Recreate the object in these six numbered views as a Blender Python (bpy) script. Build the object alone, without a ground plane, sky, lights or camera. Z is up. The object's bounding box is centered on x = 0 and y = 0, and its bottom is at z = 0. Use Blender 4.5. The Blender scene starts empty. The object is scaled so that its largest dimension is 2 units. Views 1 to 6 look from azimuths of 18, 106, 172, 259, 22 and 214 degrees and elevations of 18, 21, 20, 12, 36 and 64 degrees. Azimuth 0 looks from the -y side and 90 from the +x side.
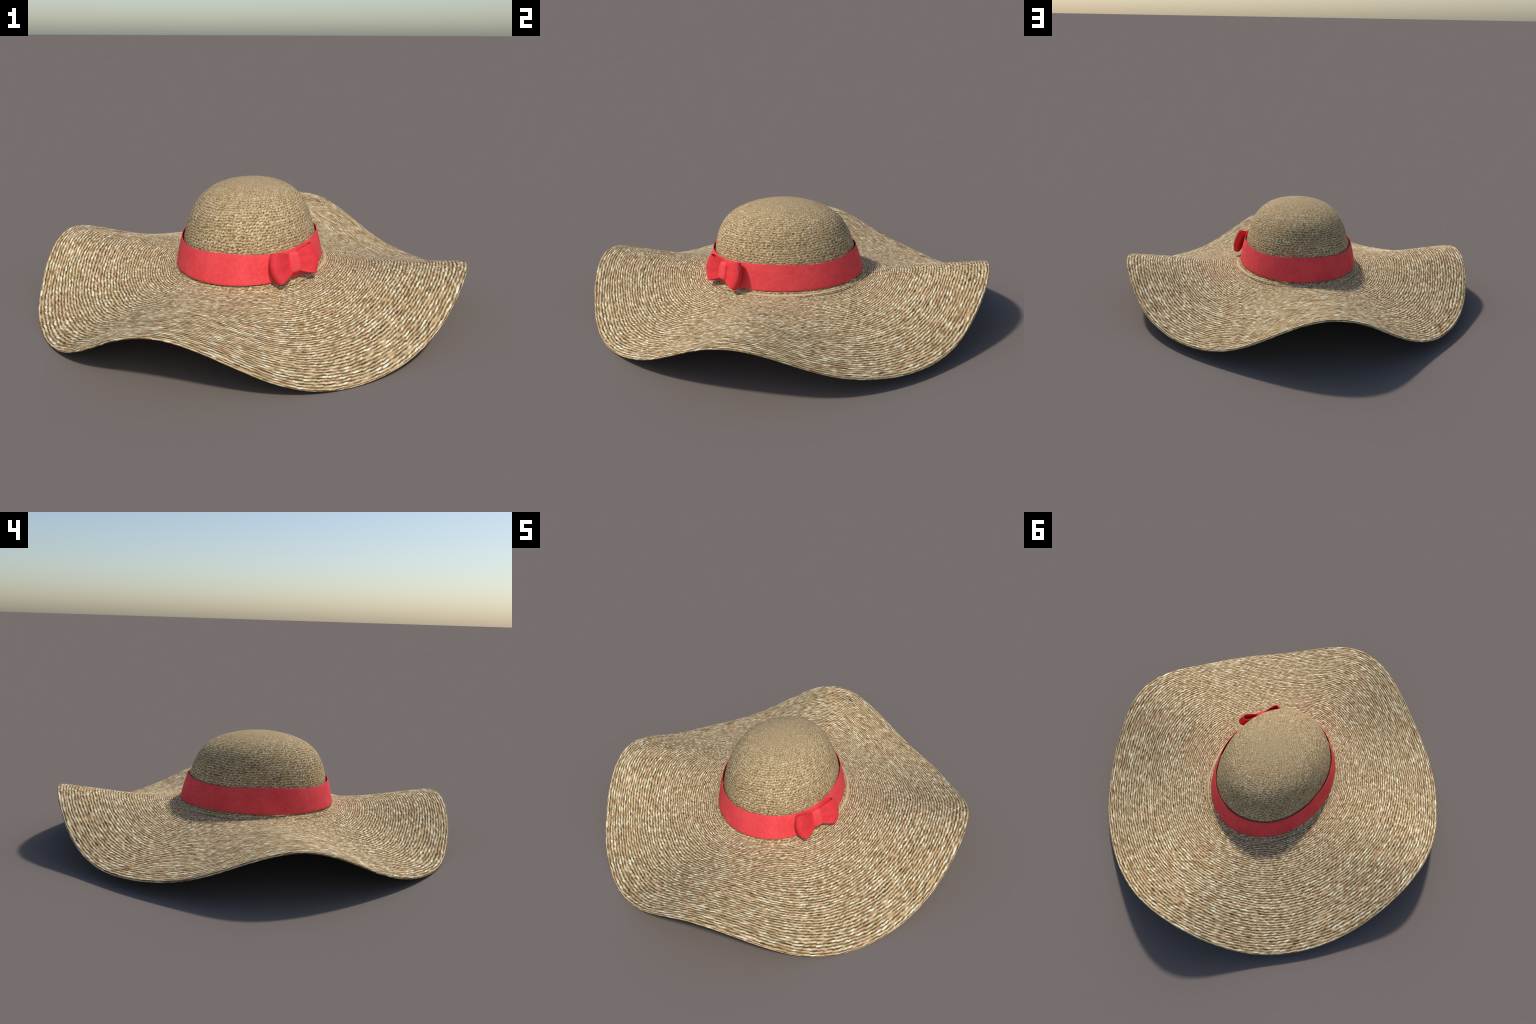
# Wide straw sun hat with a four-cornered wavy brim, an oval domed crown,
# a red ribbon band and a small red bow.
import bpy, math
import numpy as np
from mathutils import Vector

TILT = math.radians(1.67)          # the whole hat leans up at the back
LIFT = -0.001                       # vertical placement of the hat frame
PI = math.pi

# ------------------------------------------------------------------ shapes
INNER_A, INNER_B, INNER_Y = 0.318, 0.388, 0.0085   # oval where brim meets crown
INNER_Z = 0.182
ROWS_LIN, ROWS_EXP, ROWS_FALL = 45.0, 6.0, 0.20   # straw rows across the brim
EDGE = 0.0065                                      # half thickness of the brim edge


def rim_radius(t):
    return 0.9648 - 0.0237 * np.cos(2 * t) + 0.0087 * np.cos(4 * t) + 0.0020 * np.cos(8 * t)


def rim_height(t, peak=1.0):
    return (0.1182 + 0.0041 * np.cos(2 * t) + 0.1034 * np.cos(4 * t)
            - 0.0095 * np.cos(6 * t) + 0.0155 * peak * np.cos(8 * t))


def inner_radius(t):
    return INNER_A * INNER_B / np.sqrt((INNER_B * np.cos(t)) ** 2 + (INNER_A * np.sin(t)) ** 2)


def brim_rows(s):
    return ROWS_LIN * s + ROWS_EXP * (1 - np.exp(-s / ROWS_FALL))


WOBBLE = [(0.22, 5, 0.31, 0.3), (0.12, 17, -0.45, 1.7), (0.05, 53, 0.9, 4.1)]
# stitches: (count around, slant in rows, step from row to row)
STITCH = {'brim': (130, 0.24, 0.37), 'crown': (85, 0.45, 0.41)}
DRIFT = [(0.5, 9, 1.5, 0.4), (0.2, 23, -2.8, 2.0), (0.1, 47, 1.9, 5.0)]      # uneven stitch lengths


def wobble(t, rows, k=1.0):
    return sum(k * a * np.sin(n * t + m * rows + p) for a, n, m, p in WOBBLE)


def stitch(t, rows, part):
    k, slant, step = STITCH[part]
    rows = np.floor(rows)                       # every row has its own run of stitches
    u = k * t / (2 * PI) + step * rows + sum(a * np.sin(n * t + m * rows + p) for a, n, m, p in DRIFT)
    return slant * (u - np.floor(u) - 0.5)


def smooth_noise(rng, t, rows, n_ang, n_row):
    """periodic value noise over angle and row number"""
    g = rng.random((n_row + 2, n_ang))
    x = (t / (2 * PI) % 1.0) * n_ang
    y = np.clip(rows, 0, n_row)
    x0 = np.floor(x).astype(int); y0 = np.floor(y).astype(int)
    fx = x - x0; fy = y - y0
    fx = fx * fx * (3 - 2 * fx); fy = fy * fy * (3 - 2 * fy)
    x0 %= n_ang; x1 = (x0 + 1) % n_ang; y1 = y0 + 1
    return ((g[y0, x0] * (1 - fx) + g[y0, x1] * fx) * (1 - fy)
            + (g[y1, x0] * (1 - fx) + g[y1, x1] * fx) * fy)


# ------------------------------------------------------------------ mesh help
def grid_mesh(name, P, wrap_u=True, wrap_v=False, cap=None):
    """P: (nv, nu, 3) rings of points -> quad mesh. cap: a pole point joined to ring 0"""
    nv, nu = P.shape[:2]
    verts = P.reshape(-1, 3)
    i = np.arange(nv if wrap_v else nv - 1)[:, None]
    j = np.arange(nu if wrap_u else nu - 1)[None, :]
    i2 = (i + 1) % nv; j2 = (j + 1) % nu
    q = np.stack([i * nu + j, i * nu + j2, i2 * nu + j2, i2 * nu + j], -1).reshape(-1, 4)
    loops = q.reshape(-1)
    starts = np.arange(len(q)) * 4
    totals = np.full(len(q), 4)
    if cap is not None:
        verts = np.vstack([verts, np.array(cap)[None]])
        c = len(verts) - 1
        tri = np.stack([np.full(nu, c), (np.arange(nu) + 1) % nu, np.arange(nu)], -1)
        starts = np.concatenate([starts, len(loops) + np.arange(nu) * 3])
        totals = np.concatenate([totals, np.full(nu, 3)])
        loops = np.concatenate([loops, tri.reshape(-1)])
    me = bpy.data.meshes.new(name)
    me.vertices.add(len(verts)); me.vertices.foreach_set('co', verts.astype(np.float32).ravel())
    me.loops.add(len(loops)); me.loops.foreach_set('vertex_index', loops.astype(np.int32))
    me.polygons.add(len(starts))
    me.polygons.foreach_set('loop_start', starts.astype(np.int32))
    me.polygons.foreach_set('loop_total', totals.astype(np.int32))
    me.update(calc_edges=True); me.validate()
    me.polygons.foreach_set('use_smooth', np.ones(len(starts), bool))
    return me


def make_object(name, me, mat, parent):
    ob = bpy.data.objects.new(name, me)
    bpy.context.scene.collection.objects.link(ob)
    ob.parent = parent
    if mat: me.materials.append(mat)
    return ob


def recalc(me):
    import bmesh
    bm = bmesh.new(); bm.from_mesh(me)
    bmesh.ops.recalc_face_normals(bm, faces=bm.faces)
    bm.to_mesh(me); bm.free()


def grid_normals(P):
    du = np.roll(P, -1, 1) - np.roll(P, 1, 1)
    dv = np.gradient(P, axis=0)
    n = np.cross(dv, du)
    n /= np.linalg.norm(n, axis=2, keepdims=True) + 1e-12
    return n


# ------------------------------------------------------------------ node help
class Nodes:
    def __init__(self, name):
        self.mat = bpy.data.materials.new(name)
        self.mat.use_nodes = True
        self.t = self.mat.node_tree
        self.t.nodes.clear()
        self.out = self.t.nodes.new('ShaderNodeOutputMaterial')
        self.bsdf = self.t.nodes.new('ShaderNodeBsdfPrincipled')
        self.t.links.new(self.bsdf.outputs[0], self.out.inputs[0])

    def put(self, sock, v):
        if isinstance(v, bpy.types.NodeSocket): self.t.links.new(v, sock)
        else: sock.default_value = v

    def m(self, op, *args, clamp=False):
        n = self.t.nodes.new('ShaderNodeMath'); n.operation = op; n.use_clamp = clamp
        for k, a in enumerate(args): self.put(n.inputs[k], a)
        return n.outputs[0]

    def add(self, *a):
        r = a[0]
        for b in a[1:]: r = self.m('ADD', r, b)
        return r

    def mul(self, *a):
        r = a[0]
        for b in a[1:]: r = self.m('MULTIPLY', r, b)
        return r

    def vec(self, x, y, z):
        n = self.t.nodes.new('ShaderNodeCombineXYZ')
        for k, a in enumerate((x, y, z)): self.put(n.inputs[k], a)
        return n.outputs[0]

    def xyz(self):
        c = self.t.nodes.new('ShaderNodeTexCoord')
        s = self.t.nodes.new('ShaderNodeSeparateXYZ')
        self.t.links.new(c.outputs['Object'], s.inputs[0])
        return c.outputs['Object'], s.outputs[0], s.outputs[1], s.outputs[2]

    def noise(self, v, scale=1.0, detail=2.0, rough=0.5):
        n = self.t.nodes.new('ShaderNodeTexNoise')
        self.put(n.inputs['Vector'], v)
        n.inputs['Scale'].default_value = scale
        n.inputs['Detail'].default_value = detail
        n.inputs['Roughness'].default_value = rough
        return n.outputs['Fac']

    def step(self, v, lo, hi, a=0.0, b=1.0):
        n = self.t.nodes.new('ShaderNodeMapRange'); n.interpolation_type = 'SMOOTHSTEP'
        self.put(n.inputs[0], v)
        for k, x in zip((1, 2, 3, 4), (lo, hi, a, b)): self.put(n.inputs[k], x)
        return n.outputs[0]

    def mix(self, f, a, b):
        n = self.t.nodes.new('ShaderNodeMix'); n.data_type = 'RGBA'
        self.put(n.inputs['Factor'], f)
        for key, c in ((6, a), (7, b)):
            self.put(n.inputs[key], c if isinstance(c, bpy.types.NodeSocket) else (*c, 1.0))
        return n.outputs[2]

    def bump(self, h, strength, dist):
        n = self.t.nodes.new('ShaderNodeBump')
        n.inputs['Strength'].default_value = strength
        n.inputs['Distance'].default_value = dist
        self.put(n.inputs['Height'], h)
        self.t.links.new(n.outputs[0], self.bsdf.inputs['Normal'])


def straw_material(name, part):
    N = Nodes(name)
    m, add, mul = N.m, N.add, N.mul
    P, x, y, z = N.xyz()
    if part == 'brim':
        yy = m('SUBTRACT', y, INNER_Y)
        t = m('ARCTAN2', yy, x)
        r = m('SQRT', add(mul(x, x), mul(yy, yy)))
        ct, st = m('COSINE', t), m('SINE', t)
        rin = m('DIVIDE', INNER_A * INNER_B, m('SQRT', add(m('POWER', mul(ct, INNER_B), 2.0),
                                                         m('POWER', mul(st, INNER_A), 2.0))))
        c = lambda k, a: mul(m('COSINE', mul(t, float(k))), a)
        rout = add(c(2, -0.0237), c(4, 0.0087), c(8, 0.0020), 0.9648)
        s = m('DIVIDE', m('SUBTRACT', r, rin), m('SUBTRACT', rout, rin))
        rows = add(mul(s, ROWS_LIN), mul(m('SUBTRACT', 1.0, m('EXPONENT', mul(s, -1 / ROWS_FALL))), ROWS_EXP))
        # carry the rows on down the turned edge
        top_z = add(c(2, 0.0041), c(4, 0.1034), c(6, -0.0095), c(8, 0.0155), 0.1182 + EDGE * 0.9)
        drop = m('MAXIMUM', m('SUBTRACT', top_z, z), 0.0)
        rows = add(rows, mul(drop, N.step(s, 0.965, 0.985), 90.0))
        around, wob_k = 29.0, 1.0
    else:
        yy = m('SUBTRACT', y, 0.006)
        t = m('ARCTAN2', m('DIVIDE', yy, 0.363), m('DIVIDE', x, 0.302))
        rho = m('SQRT', add(m('POWER', m('DIVIDE', x, 0.302), 2.0), m('POWER', m('DIVIDE', yy, 0.363), 2.0)))
        e = m('ARCTAN2', m('DIVIDE', m('SUBTRACT', z, 0.2), 0.352), rho)
        rows = add(mul(m('SUBTRACT', PI / 2, e), CROWN_ROWS / (PI / 2)), mul(m('MAXIMUM', m('SUBTRACT', rho, 1.0), 0.0), 16.0))
        ct, st = m('COSINE', t), m('SINE', t)
        around, wob_k = 33.0, 1.0
    circ = lambda R, h: N.vec(mul(ct, R), mul(st, R), h)
    w = None
    for a, n, k, p in WOBBLE:
        term = mul(m('SINE', add(mul(t, float(n)), mul(rows, k), p)), a * wob_k)
        w = term if w is None else add(w, term)
    S = STRAW[part]
    jit = m('SUBTRACT', N.noise(circ(around * S['jit_scale'], mul(rows, S['jit_row'])), 1.0, 1.0, 0.5), 0.5)
    k, slant, step = STITCH[part]
    ph0 = add(rows, w, mul(jit, S['jitter']))
    own = m('FLOOR', ph0)
    u = add(mul(t, k / (2 * PI)), mul(own, step))
    for a, n, kk, p in DRIFT:
        u = add(u, mul(m('SINE', add(mul(t, float(n)), mul(own, kk), p)), a))
    saw = mul(m('SUBTRACT', m('FRACT', u), 0.5), slant)
    ph = add(ph0, saw)
    fr = m('FRACT', ph)
    ridge = m('POWER', m('SINE', mul(fr, PI)), 2.0)
    row_id = m('FLOOR', ph)
    gap_id = m('ROUND', ph)
    # straw ends are cut on the slant: shift the angle across the row
    sl = mul(m('SUBTRACT', fr, 0.5), S['slant'] / around)
    ts = add(t, sl)
    cs, ss = m('COSINE', ts), m('SINE', ts)
    circs = lambda R, h: N.vec(mul(cs, R), mul(ss, R), h)
    tb = add(ts, mul(row_id, 0.62 / around))       # pieces step along from row to row like a braid
    cb, sb_ = m('COSINE', tb), m('SINE', tb)
    seg = N.noise(N.vec(mul(cb, around), mul(sb_, around), mul(row_id, S['row_mix'])), 1.0, 1.2, 0.5)               # straw pieces in a row
    hue = N.noise(circs(around * 0.5, add(mul(row_id, 3.7), 90.0)), 1.0, 1.0, 0.5)
    tg = add(t, mul(gap_id, 0.62 / around))
    cg, sg = m('COSINE', tg), m('SINE', tg)
    gap = N.noise(N.vec(mul(cg, around * 0.8), mul(sg, around * 0.8), add(mul(gap_id, S['row_mix']), 40.0)), 1.0, 1.5, 0.5)  # hollows between rows
    ghue = N.noise(circ(around * 0.6, add(mul(gap_id, 2.9), 20.0)), 1.0, 1.0, 0.5)
    fib = N.noise(circ(around * 2.2, mul(ph, 2.6)), 1.0, 3.0, 0.6)
    tone = N.noise(circ(around * 0.3, mul(ph, 0.5)), 1.0, 3.0, 0.6)
    strand = N.mix(N.step(hue, 0.40, 0.60), S['pink'], S['straw'])
    strand = N.mix(N.step(seg, 0.47, 0.30), strand, S['brown'])
    strand = N.mix(N.step(seg, 0.52, 0.68), strand, S['cream'])  # bright highlights along the strands painted in as cream
    hollow = N.mix(N.step(ghue, 0.40, 0.60), S['umber'], S['olive'])
    hollow = N.mix(N.step(gap, 0.52, 0.70), hollow, S['dark'])
    hollow = N.mix(mul(N.step(gap, 0.46, 0.28), 0.75), hollow, S['pink'])
    mask = N.step(add(ridge, mul(m('SUBTRACT', seg, 0.5), S['brk'])), S['lo'], S['hi'])
    mask = m('MULTIPLY_ADD', mask, S['contrast'], (1 - S['contrast']) * 0.55)
    if part == 'crown':   # the weave gets finer and flatter towards the top
        f = N.step(rows, 10.0, 30.0, 0.55, 1.0)
        mask = add(mul(mask, f), mul(m('SUBTRACT', 1.0, f), 0.55))
    # worn places where the rows run together
    blur = mul(N.step(tone, 0.52, 0.72), 0.25)
    mask = add(mul(mask, m('SUBTRACT', 1.0, blur)), mul(blur, 0.5))
    col = N.mix(mask, hollow, strand)
    col = N.mix(mul(N.step(fib, 0.48, 0.80), 0.35), col, S['umber'])
    N.put(N.bsdf.inputs['Base Color'], col)
    N.bsdf.inputs['Roughness'].default_value = 0.85
    N.bsdf.inputs['Specular IOR Level'].default_value = 0.12
    N.bump(add(mul(ridge, 0.6), mul(seg, 0.5), mul(fib, 0.3)), 0.22, 0.003)
    return N.mat


CROWN_ROWS = 48.0
STRAW = {
    'brim': dict(cream=(0.96, 0.89, 0.62), straw=(0.76, 0.58, 0.318), pink=(0.71, 0.48, 0.262), brown=(0.47, 0.305, 0.145),
                 umber=(0.225, 0.140, 0.058), olive=(0.21, 0.147, 0.068), dark=(0.08, 0.056, 0.034),
                 lo=0.25, hi=0.74, contrast=1.0, jitter=0.6, jit_scale=0.26, jit_row=0.45, brk=0.8, slant=0.35, row_mix=0.95),
    'crown': dict(cream=(0.84, 0.70, 0.445), straw=(0.67, 0.49, 0.258), pink=(0.65, 0.447, 0.24), brown=(0.48, 0.32, 0.145),
                  umber=(0.28, 0.178, 0.077), olive=(0.25, 0.178, 0.078), dark=(0.10, 0.068, 0.036),
                  lo=0.18, hi=0.80, contrast=0.9, jitter=1.0, jit_scale=0.30, jit_row=0.8, brk=1.2, slant=0.3, row_mix=7.31),
}


def cloth_material(name, base, deep):
    N = Nodes(name)
    P, x, y, z = N.xyz()
    a = N.noise(P, 75.0, 3.0, 0.6)
    b = N.noise(P, 14.0, 3.0, 0.55)
    f = N.add(N.mul(N.step(a, 0.35, 0.7), 0.5), N.mul(N.step(b, 0.35, 0.7), 0.5))
    N.put(N.bsdf.inputs['Base Color'], N.mix(f, base, deep))
    N.bsdf.inputs['Roughness'].default_value = 0.75
    N.bsdf.inputs['Specular IOR Level'].default_value = 0.15
    N.bump(N.noise(P, 420.0, 2.0, 0.6), 0.12, 0.002)
    return N.mat


def plain_straw_material(name, col):
    N = Nodes(name)
    P, x, y, z = N.xyz()
    f = N.noise(P, 90.0, 3.0, 0.6)
    N.put(N.bsdf.inputs['Base Color'], N.mix(f, col, tuple(c * 0.85 for c in col)))
    N.bsdf.inputs['Roughness'].default_value = 0.8
    N.bump(f, 0.1, 0.002)
    return N.mat


# ------------------------------------------------------------------ brim
def build_brim(parent, mat):
    rng = np.random.default_rng(11)
    nu, nv = 1440, 360
    t = np.linspace(0, 2 * PI, nu, endpoint=False)[None, :]
    s = np.linspace(0, 1, nv)[:, None]
    R0, R1 = inner_radius(t), rim_radius(t) - EDGE
    low = 0.5 - 0.5 * np.cos(4 * t)                     # 1 in the dips, 0 on the corners

    def surface(s):
        r = R0 + (R1 - R0) * s
        g = s - 0.20 * low * s * (1 - s)
        Z1 = rim_height(t, 0.4 + 0.6 * s ** 2) + EDGE * 0.9   # waves are rounder further in
        dip = (0.045 - 0.025 * low) * s * (1 - s) ** 2   # hollow round the crown
        z = INNER_Z + (Z1 - INNER_Z) * g - dip + 0.022 * (1 - low) * s ** 2 * (1 - s)
        return np.stack([r * np.cos(t), INNER_Y + r * np.sin(t) + 0 * s, z + 0 * r], -1)

    top = surface(s)
    n = grid_normals(top)
    n *= np.sign(n[..., 2:3])
    sr = (np.hypot(top[..., 0], top[..., 1] - INNER_Y) - inner_radius(t)) / (rim_radius(t) - inner_radius(t))
    rows = brim_rows(sr)
    ph = rows + wobble(t, rows)
    ph = ph + stitch(t, ph, 'brim')
    ridge = np.sin(ph * PI) ** 2
    lump = smooth_noise(rng, t + 0 * rows, np.floor(ph) + 1, 420, 56)
    gaps = smooth_noise(rng, t + 0 * rows, np.round(ph) + 1, 360, 56)
    amp = 0.0008 * np.minimum(1, 0.45 + 0.9 * sr)
    h = amp * (ridge * (0.6 + 0.8 * lump) - (1 - ridge) * 0.8 * gaps)
    fade = np.clip((1 - s) * 40, 0, 1) * np.clip(s * 60, 0, 1)
    top = top + n * (h * fade)[..., None]

    # rounded, slightly turned-down edge, then the underside back to the crown
    base1, base0 = surface(np.array([[1.0]]))[0], surface(np.array([[0.97]]))[0]
    out = base1 - base0
    out /= np.linalg.norm(out, axis=1, keepdims=True)
    side = np.roll(base1, -1, 0) - np.roll(base1, 1, 0)
    up = np.cross(out, side); up /= np.linalg.norm(up, axis=1, keepdims=True)
    up *= np.sign(up[:, 2:3])
    edge = []
    for a in np.linspace(0, PI, 13)[1:]:
        edge.append(base1 + out * EDGE * math.sin(a) + up * EDGE * 0.9 * (math.cos(a) - 1))
    edge = np.array(edge)
    sb = np.linspace(1, 0, 70)[1:, None]
    under = surface(sb)
    nb = grid_normals(under); nb *= np.sign(nb[..., 2:3])
    thick = EDGE * 1.8 * (0.55 + 0.45 * sb)
    under = under - nb * thick[..., None]
    me = grid_mesh('brim', np.concatenate([top, edge, under]), True, True)
    recalc(me)
    return make_object('brim', me, mat, parent)


# ------------------------------------------------------------------ crown
# half width (x), its height, half length (y), its height, from the top downwards
CROWN = [(0.000, 0.552, 0.000, 0.552), (0.061, 0.5475, 0.0615, 0.5485), (0.122, 0.5345, 0.123, 0.5385),
         (0.178, 0.509, 0.1855, 0.522), (0.224, 0.467, 0.2465, 0.494), (0.255, 0.414, 0.2975, 0.450),
         (0.274, 0.359, 0.3315, 0.3915), (0.2885, 0.305, 0.351, 0.3275), (0.298, 0.253, 0.3615, 0.264),
         (0.304, 0.222, 0.369, 0.224), (0.313, 0.202, 0.380, 0.202), (0.324, 0.192, 0.393, 0.192),
         (0.336, 0.186, 0.407, 0.186), (0.347, 0.179, 0.419, 0.179)]


def catmull(pts, n):
    p = np.array(pts, float)
    p = np.vstack([2 * p[0] - p[1], p, 2 * p[-1] - p[-2]])
    p[0, 1], p[0, 3] = p[2, 1], p[2, 3]           # level at the very top
    k = len(pts) - 1
    u = np.linspace(0, k, n); i = np.minimum(u.astype(int), k - 1); f = (u - i)[:, None]
    a, b, c, d = p[i], p[i + 1], p[i + 2], p[i + 3]
    return 0.5 * (2 * b + (c - a) * f + (2 * a - 5 * b + 4 * c - d) * f ** 2 + (3 * b - a - 3 * c + d) * f ** 3)


def crown_rows(P):
    rho = np.hypot(P[..., 0] / 0.302, (P[..., 1] - 0.006) / 0.363)
    e = np.arctan2((P[..., 2] - 0.2) / 0.352, rho)
    t = np.arctan2((P[..., 1] - 0.006) / 0.363, P[..., 0] / 0.302)
    return (PI / 2 - e) * CROWN_ROWS / (PI / 2) + np.maximum(rho - 1, 0) * 16.0, t


def build_crown(parent, mat):
    rng = np.random.default_rng(5)
    nu, nv = 900, 300
    t = np.linspace(0, 2 * PI, nu, endpoint=False)[None, :]
    prof = catmull(CROWN, nv)[1:]

    def surface(prof, shrink=0.0):
        a, za, b, zb = (prof[:, k:k + 1] for k in range(4))
        c2, s2 = np.cos(t) ** 2, np.sin(t) ** 2
        z = za * c2 + zb * s2
        yc = 0.014 * np.clip((0.552 - z) / 0.352, 0, 0.9)
        return np.stack([(a - shrink) * np.cos(t), yc + (b - shrink) * np.sin(t), z - shrink * 0.8], -1)

    P = surface(prof)
    n = grid_normals(P)
    n *= np.sign(np.sum(n * (P - np.array([0, 0, 0.2])), -1, keepdims=True))
    rows, tt = crown_rows(P)
    ph = rows + wobble(tt, rows)
    ph = ph + stitch(tt, ph, 'crown')
    ridge = np.sin(ph * PI) ** 2
    lump = smooth_noise(rng, tt, np.clip(np.floor(ph) + 1, 0, 60), 260, 62)
    gaps = smooth_noise(rng, tt, np.clip(np.round(ph) + 1, 0, 60), 220, 62)
    h = 0.0002 * (ridge * (0.5 + 0.9 * lump) - (1 - ridge) * 0.7 * gaps)
    h *= np.clip(rows / 3, 0, 1)
    # the felted dome is not quite even: a soft dent at the back, low lumps elsewhere
    def spot(deg, z0, wa, wz):
        d = (t - math.radians(deg) + PI) % (2 * PI) - PI
        return np.exp(-(d / wa) ** 2 - ((P[..., 2] - z0) / wz) ** 2)
    h += 0.004 * spot(78, 0.475, 0.75, 0.045) - 0.002 * spot(150, 0.40, 0.4, 0.04)
    h += -0.0015 * spot(250, 0.42, 0.5, 0.05) + 0.0015 * spot(320, 0.44, 0.4, 0.05)
    P = P + n * h[..., None]
    inner = surface(catmull(CROWN, 50)[1:][::-1], 0.008)
    # leave the bottom edge level with the brim
    me = grid_mesh('crown', np.concatenate([P, inner]), True, False, cap=(0, 0, 0.552))
    import bmesh
    bm = bmesh.new(); bm.from_mesh(me); bm.verts.ensure_lookup_table()
    last = [bm.verts[(P.shape[0] + inner.shape[0] - 1) * nu + k] for k in range(nu)]
    f = bm.faces.new(last)
    bmesh.ops.poke(bm, faces=[f])
    bmesh.ops.recalc_face_normals(bm, faces=bm.faces)
    for fc in bm.faces: fc.smooth = True
    bm.to_mesh(me); bm.free()
    return make_object('crown', me, mat, parent)


# ------------------------------------------------------------------ band
def band_section(t):
    """bottom and top points of the ribbon's outer face at angle t"""
    c, s = np.cos(t), np.sin(t)
    bot = np.stack([0.323 * c, 0.009 + 0.397 * s, 0.200 + 0 * t], -1)
    top = np.stack([0.2965 * c, 0.0080 + 0.3640 * s, 0.3180 + 0.0055 * np.cos(4 * t)], -1)
    return bot, top


def build_band(parent, mat):
    nu = 360
    t = np.linspace(0, 2 * PI, nu, endpoint=False)
    bot, top = band_section(t)
    nrm = np.stack([np.cos(t) / 0.31, np.sin(t) / 0.38, 0.2 / 0.35 + 0 * t], -1)
    nrm /= np.linalg.norm(nrm, axis=1, keepdims=True)
    T = 0.0025
    rng = np.random.default_rng(3)
    sag = smooth_noise(rng, t, 0 * t, 16, 2) - 0.5
    rings = []
    # outer face going up, rounded lip, inner face going down, rounded lip
    for v in np.linspace(0, 1, 14):
        bulge = 0.0022 * math.sin(PI * v)
        rings.append(bot + (top - bot) * v + nrm * (bulge + 0.0016 * sag[:, None] * math.sin(PI * v)))
    for a in np.linspace(0, PI, 6)[1:-1]:
        rings.append(top - nrm * T * 0.5 * (1 - math.cos(a)) + np.array([0, 0, T * 0.45 * math.sin(a)]))
    for v in np.linspace(1, 0, 14):
        rings.append(bot + (top - bot) * v - nrm * T)
    for a in np.linspace(PI, 0, 6)[1:-1]:
        rings.append(bot - nrm * T * 0.5 * (1 - math.cos(a)) - np.array([0, 0, T * 0.45 * math.sin(a)]))
    me = grid_mesh('hat_band', np.array(rings), True, True)
    recalc(me)
    return make_object('hat_band', me, mat, parent)


# ------------------------------------------------------------------ bow
BOW_C = np.array([0.279, -0.242 + 0.0078, 0.274])
BOW_X = np.array([0.113, 0.173, 0.0045]); BOW_X = BOW_X / np.linalg.norm(BOW_X)     # along the ribbon
BOW_UP = np.array([-0.25, 0.165, 1.0]); BOW_UP -= BOW_X * BOW_UP.dot(BOW_X); BOW_UP /= np.linalg.norm(BOW_UP)
BOW_N = np.cross(BOW_X, BOW_UP)                                                     # away from the crown


def bow_point(x, d, z):
    return BOW_C + np.multiply.outer(x, BOW_X) + np.multiply.outer(d, BOW_N) + np.multiply.outer(z, BOW_UP)


def build_loop(parent, mat, sign):
    """one ribbon loop: out along the front, round the end, back behind"""
    nu, nv = 72, 26
    q = np.linspace(1, -1, nu)[None, :]                    # 1 front at knot, 0 outer end, -1 back at knot
    v = np.linspace(-1, 1, nv)[:, None]
    along = 1 - np.abs(q) ** 2.3
    front = (q > 0) * 1.0
    reach = 0.119 - 0.024 * np.abs(v) ** 2.0 + 0.003 * v   # outer end bulges at mid height
    x = 0.006 + reach * along
    fat = np.sin(PI * q)
    depth = -0.013 + np.where(q > 0, 0.0150, 0.0165) * fat + 0.002 * q * (1 - along) - 0.004 * (1 - along) ** 2
    depth = depth + 0.001 * along ** 1.5                    # wings swing back towards the crown
    depth = depth + 0.0035 * front * (1 - v ** 2) * along * np.abs(q) ** 0.5
    pleat = (np.cos(2.1 * PI * v + 0.9 * sign) + 0.5 * np.sin(3.7 * v + sign)) * 0.0012 * (1 - along) ** 0.8 * np.minimum(1, along * 6)
    depth = depth + pleat * front
    half = 0.030 + 0.0370 * along ** 0.7
    zz = v * half - 0.006 * along
    P = bow_point(x * sign + 0 * v, depth + 0 * v, zz + 0 * q)
    me = grid_mesh('bow_loop', P, False, False)
    ob = make_object('bow_loop', me, mat, parent)
    recalc(me)
    mod = ob.modifiers.new('thick', 'SOLIDIFY'); mod.thickness = 0.0035; mod.offset = 0
    bev = ob.modifiers.new('soft', 'BEVEL'); bev.width = 0.0012; bev.segments = 2; bev.limit_method = 'ANGLE'
    return ob


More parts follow.
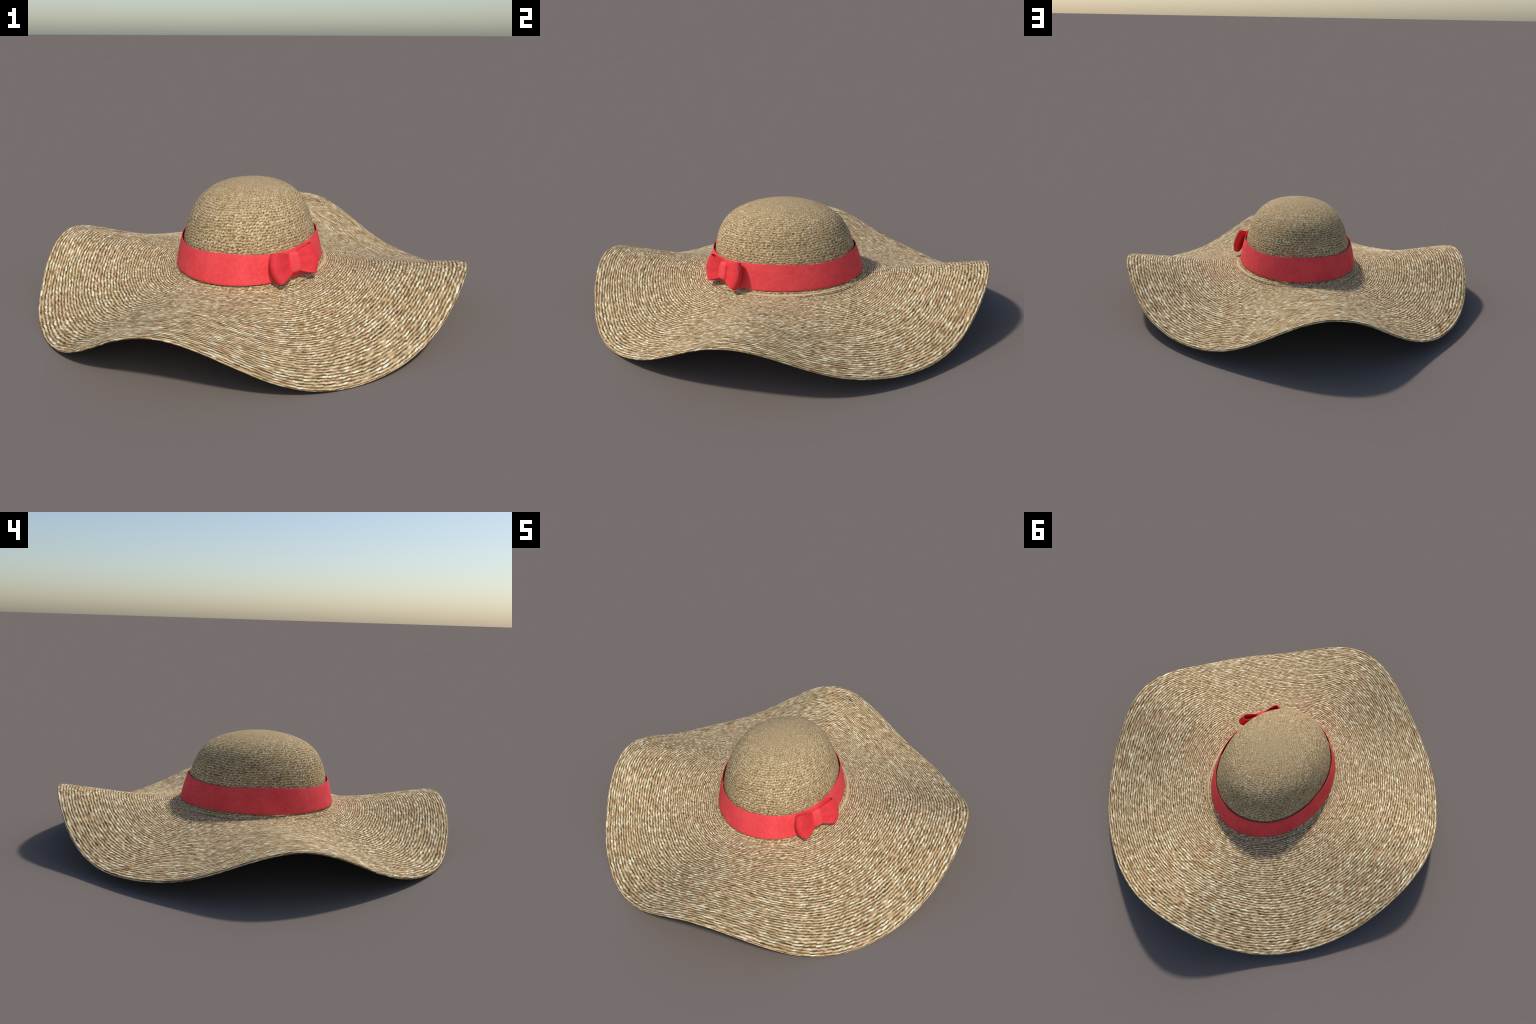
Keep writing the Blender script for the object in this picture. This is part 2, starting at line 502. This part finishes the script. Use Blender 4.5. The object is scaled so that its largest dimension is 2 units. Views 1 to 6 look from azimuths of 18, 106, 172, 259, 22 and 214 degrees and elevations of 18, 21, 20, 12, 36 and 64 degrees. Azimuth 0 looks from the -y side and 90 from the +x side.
def build_knot(parent, mat):
    """a wrapped piece of ribbon round the middle: rounded box section, bulging forward"""
    nu, nv = 48, 17
    a = np.linspace(0, 2 * PI, nu, endpoint=False)[None, :]
    v = np.linspace(-1, 1, nv)[:, None]
    p = 2.7
    c, s = np.cos(a), np.sin(a)
    k = (np.abs(c) ** p + np.abs(s) ** p) ** (-1 / p)
    taper = (1 - np.abs(v) ** 4.0) ** 0.45
    x = 0.0285 * k * c * (0.62 + 0.38 * taper) * (1 - 0.05 * v)
    d = -0.0125 + (0.0165 * k * s) * (0.22 + 0.78 * taper)
    z = 0.0435 * v + 0 * a
    P = bow_point(x, d + 0 * x, z + 0 * x)
    me = grid_mesh('bow_knot', P, True, False)
    import bmesh
    bm = bmesh.new(); bm.from_mesh(me); bm.verts.ensure_lookup_table()
    for ring in (0, nv - 1):
        f = bm.faces.new([bm.verts[ring * nu + j] for j in range(nu)])
        bmesh.ops.poke(bm, faces=[f]); bm.verts.ensure_lookup_table()
    bmesh.ops.recalc_face_normals(bm, faces=bm.faces)
    for f in bm.faces: f.smooth = True
    bm.to_mesh(me); bm.free()
    return make_object('bow_knot', me, mat, parent)


# ------------------------------------------------------------------ plain straw edge at one side of the seam
def build_trim(parent, mat):
    n, m = 90, 12
    t = np.linspace(math.radians(-32), math.radians(66), n)[:, None]
    a = np.linspace(0, 2 * PI, m, endpoint=False)[None, :]
    q = (t - t[0]) / (t[-1] - t[0])
    w = 0.0050 * np.sin(PI * q) ** 0.8 + 0.0004
    r = 1.0
    c, s = np.cos(t), np.sin(t)
    base = np.stack([0.339 * c, 0.012 + 0.411 * s, 0.1853 + 0 * t], -1)
    out = np.stack([c, s, -0.45 + 0 * t], -1)
    P = base + out * (w * np.cos(a))[..., None] + np.array([0, 0, 1.0]) * (0.4 * w * np.sin(a))[..., None]
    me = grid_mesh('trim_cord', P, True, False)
    recalc(me)
    return make_object('trim_cord', me, mat, parent)


# ------------------------------------------------------------------ assembly
root = bpy.data.objects.new('sun_hat', None)
bpy.context.scene.collection.objects.link(root)
root['label'] = 'wide wavy-brimmed straw sun hat with red ribbon band and bow'
root['category'] = 'sun hat'
root.rotation_euler = (TILT, 0, 0)
root.location = (0, 0, LIFT)

straw_brim = straw_material('woven_straw_brim', 'brim')
straw_crown = straw_material('woven_straw_crown', 'crown')
red_band = cloth_material('red_felt_ribbon', (1.0, 0.096, 0.100), (0.84, 0.062, 0.068))
red_bow = cloth_material('red_felt_bow', (0.86, 0.058, 0.066), (0.72, 0.036, 0.046))
plain = plain_straw_material('plain_straw', (0.74, 0.52, 0.29))

build_brim(root, straw_brim)
build_crown(root, straw_crown)
build_band(root, red_band)
build_trim(root, plain)
bow = make_object('bow', None, None, root)          # groups the knot and its two loops
build_knot(bow, red_band)
for sgn in (1, -1):
    build_loop(bow, red_bow, sgn)
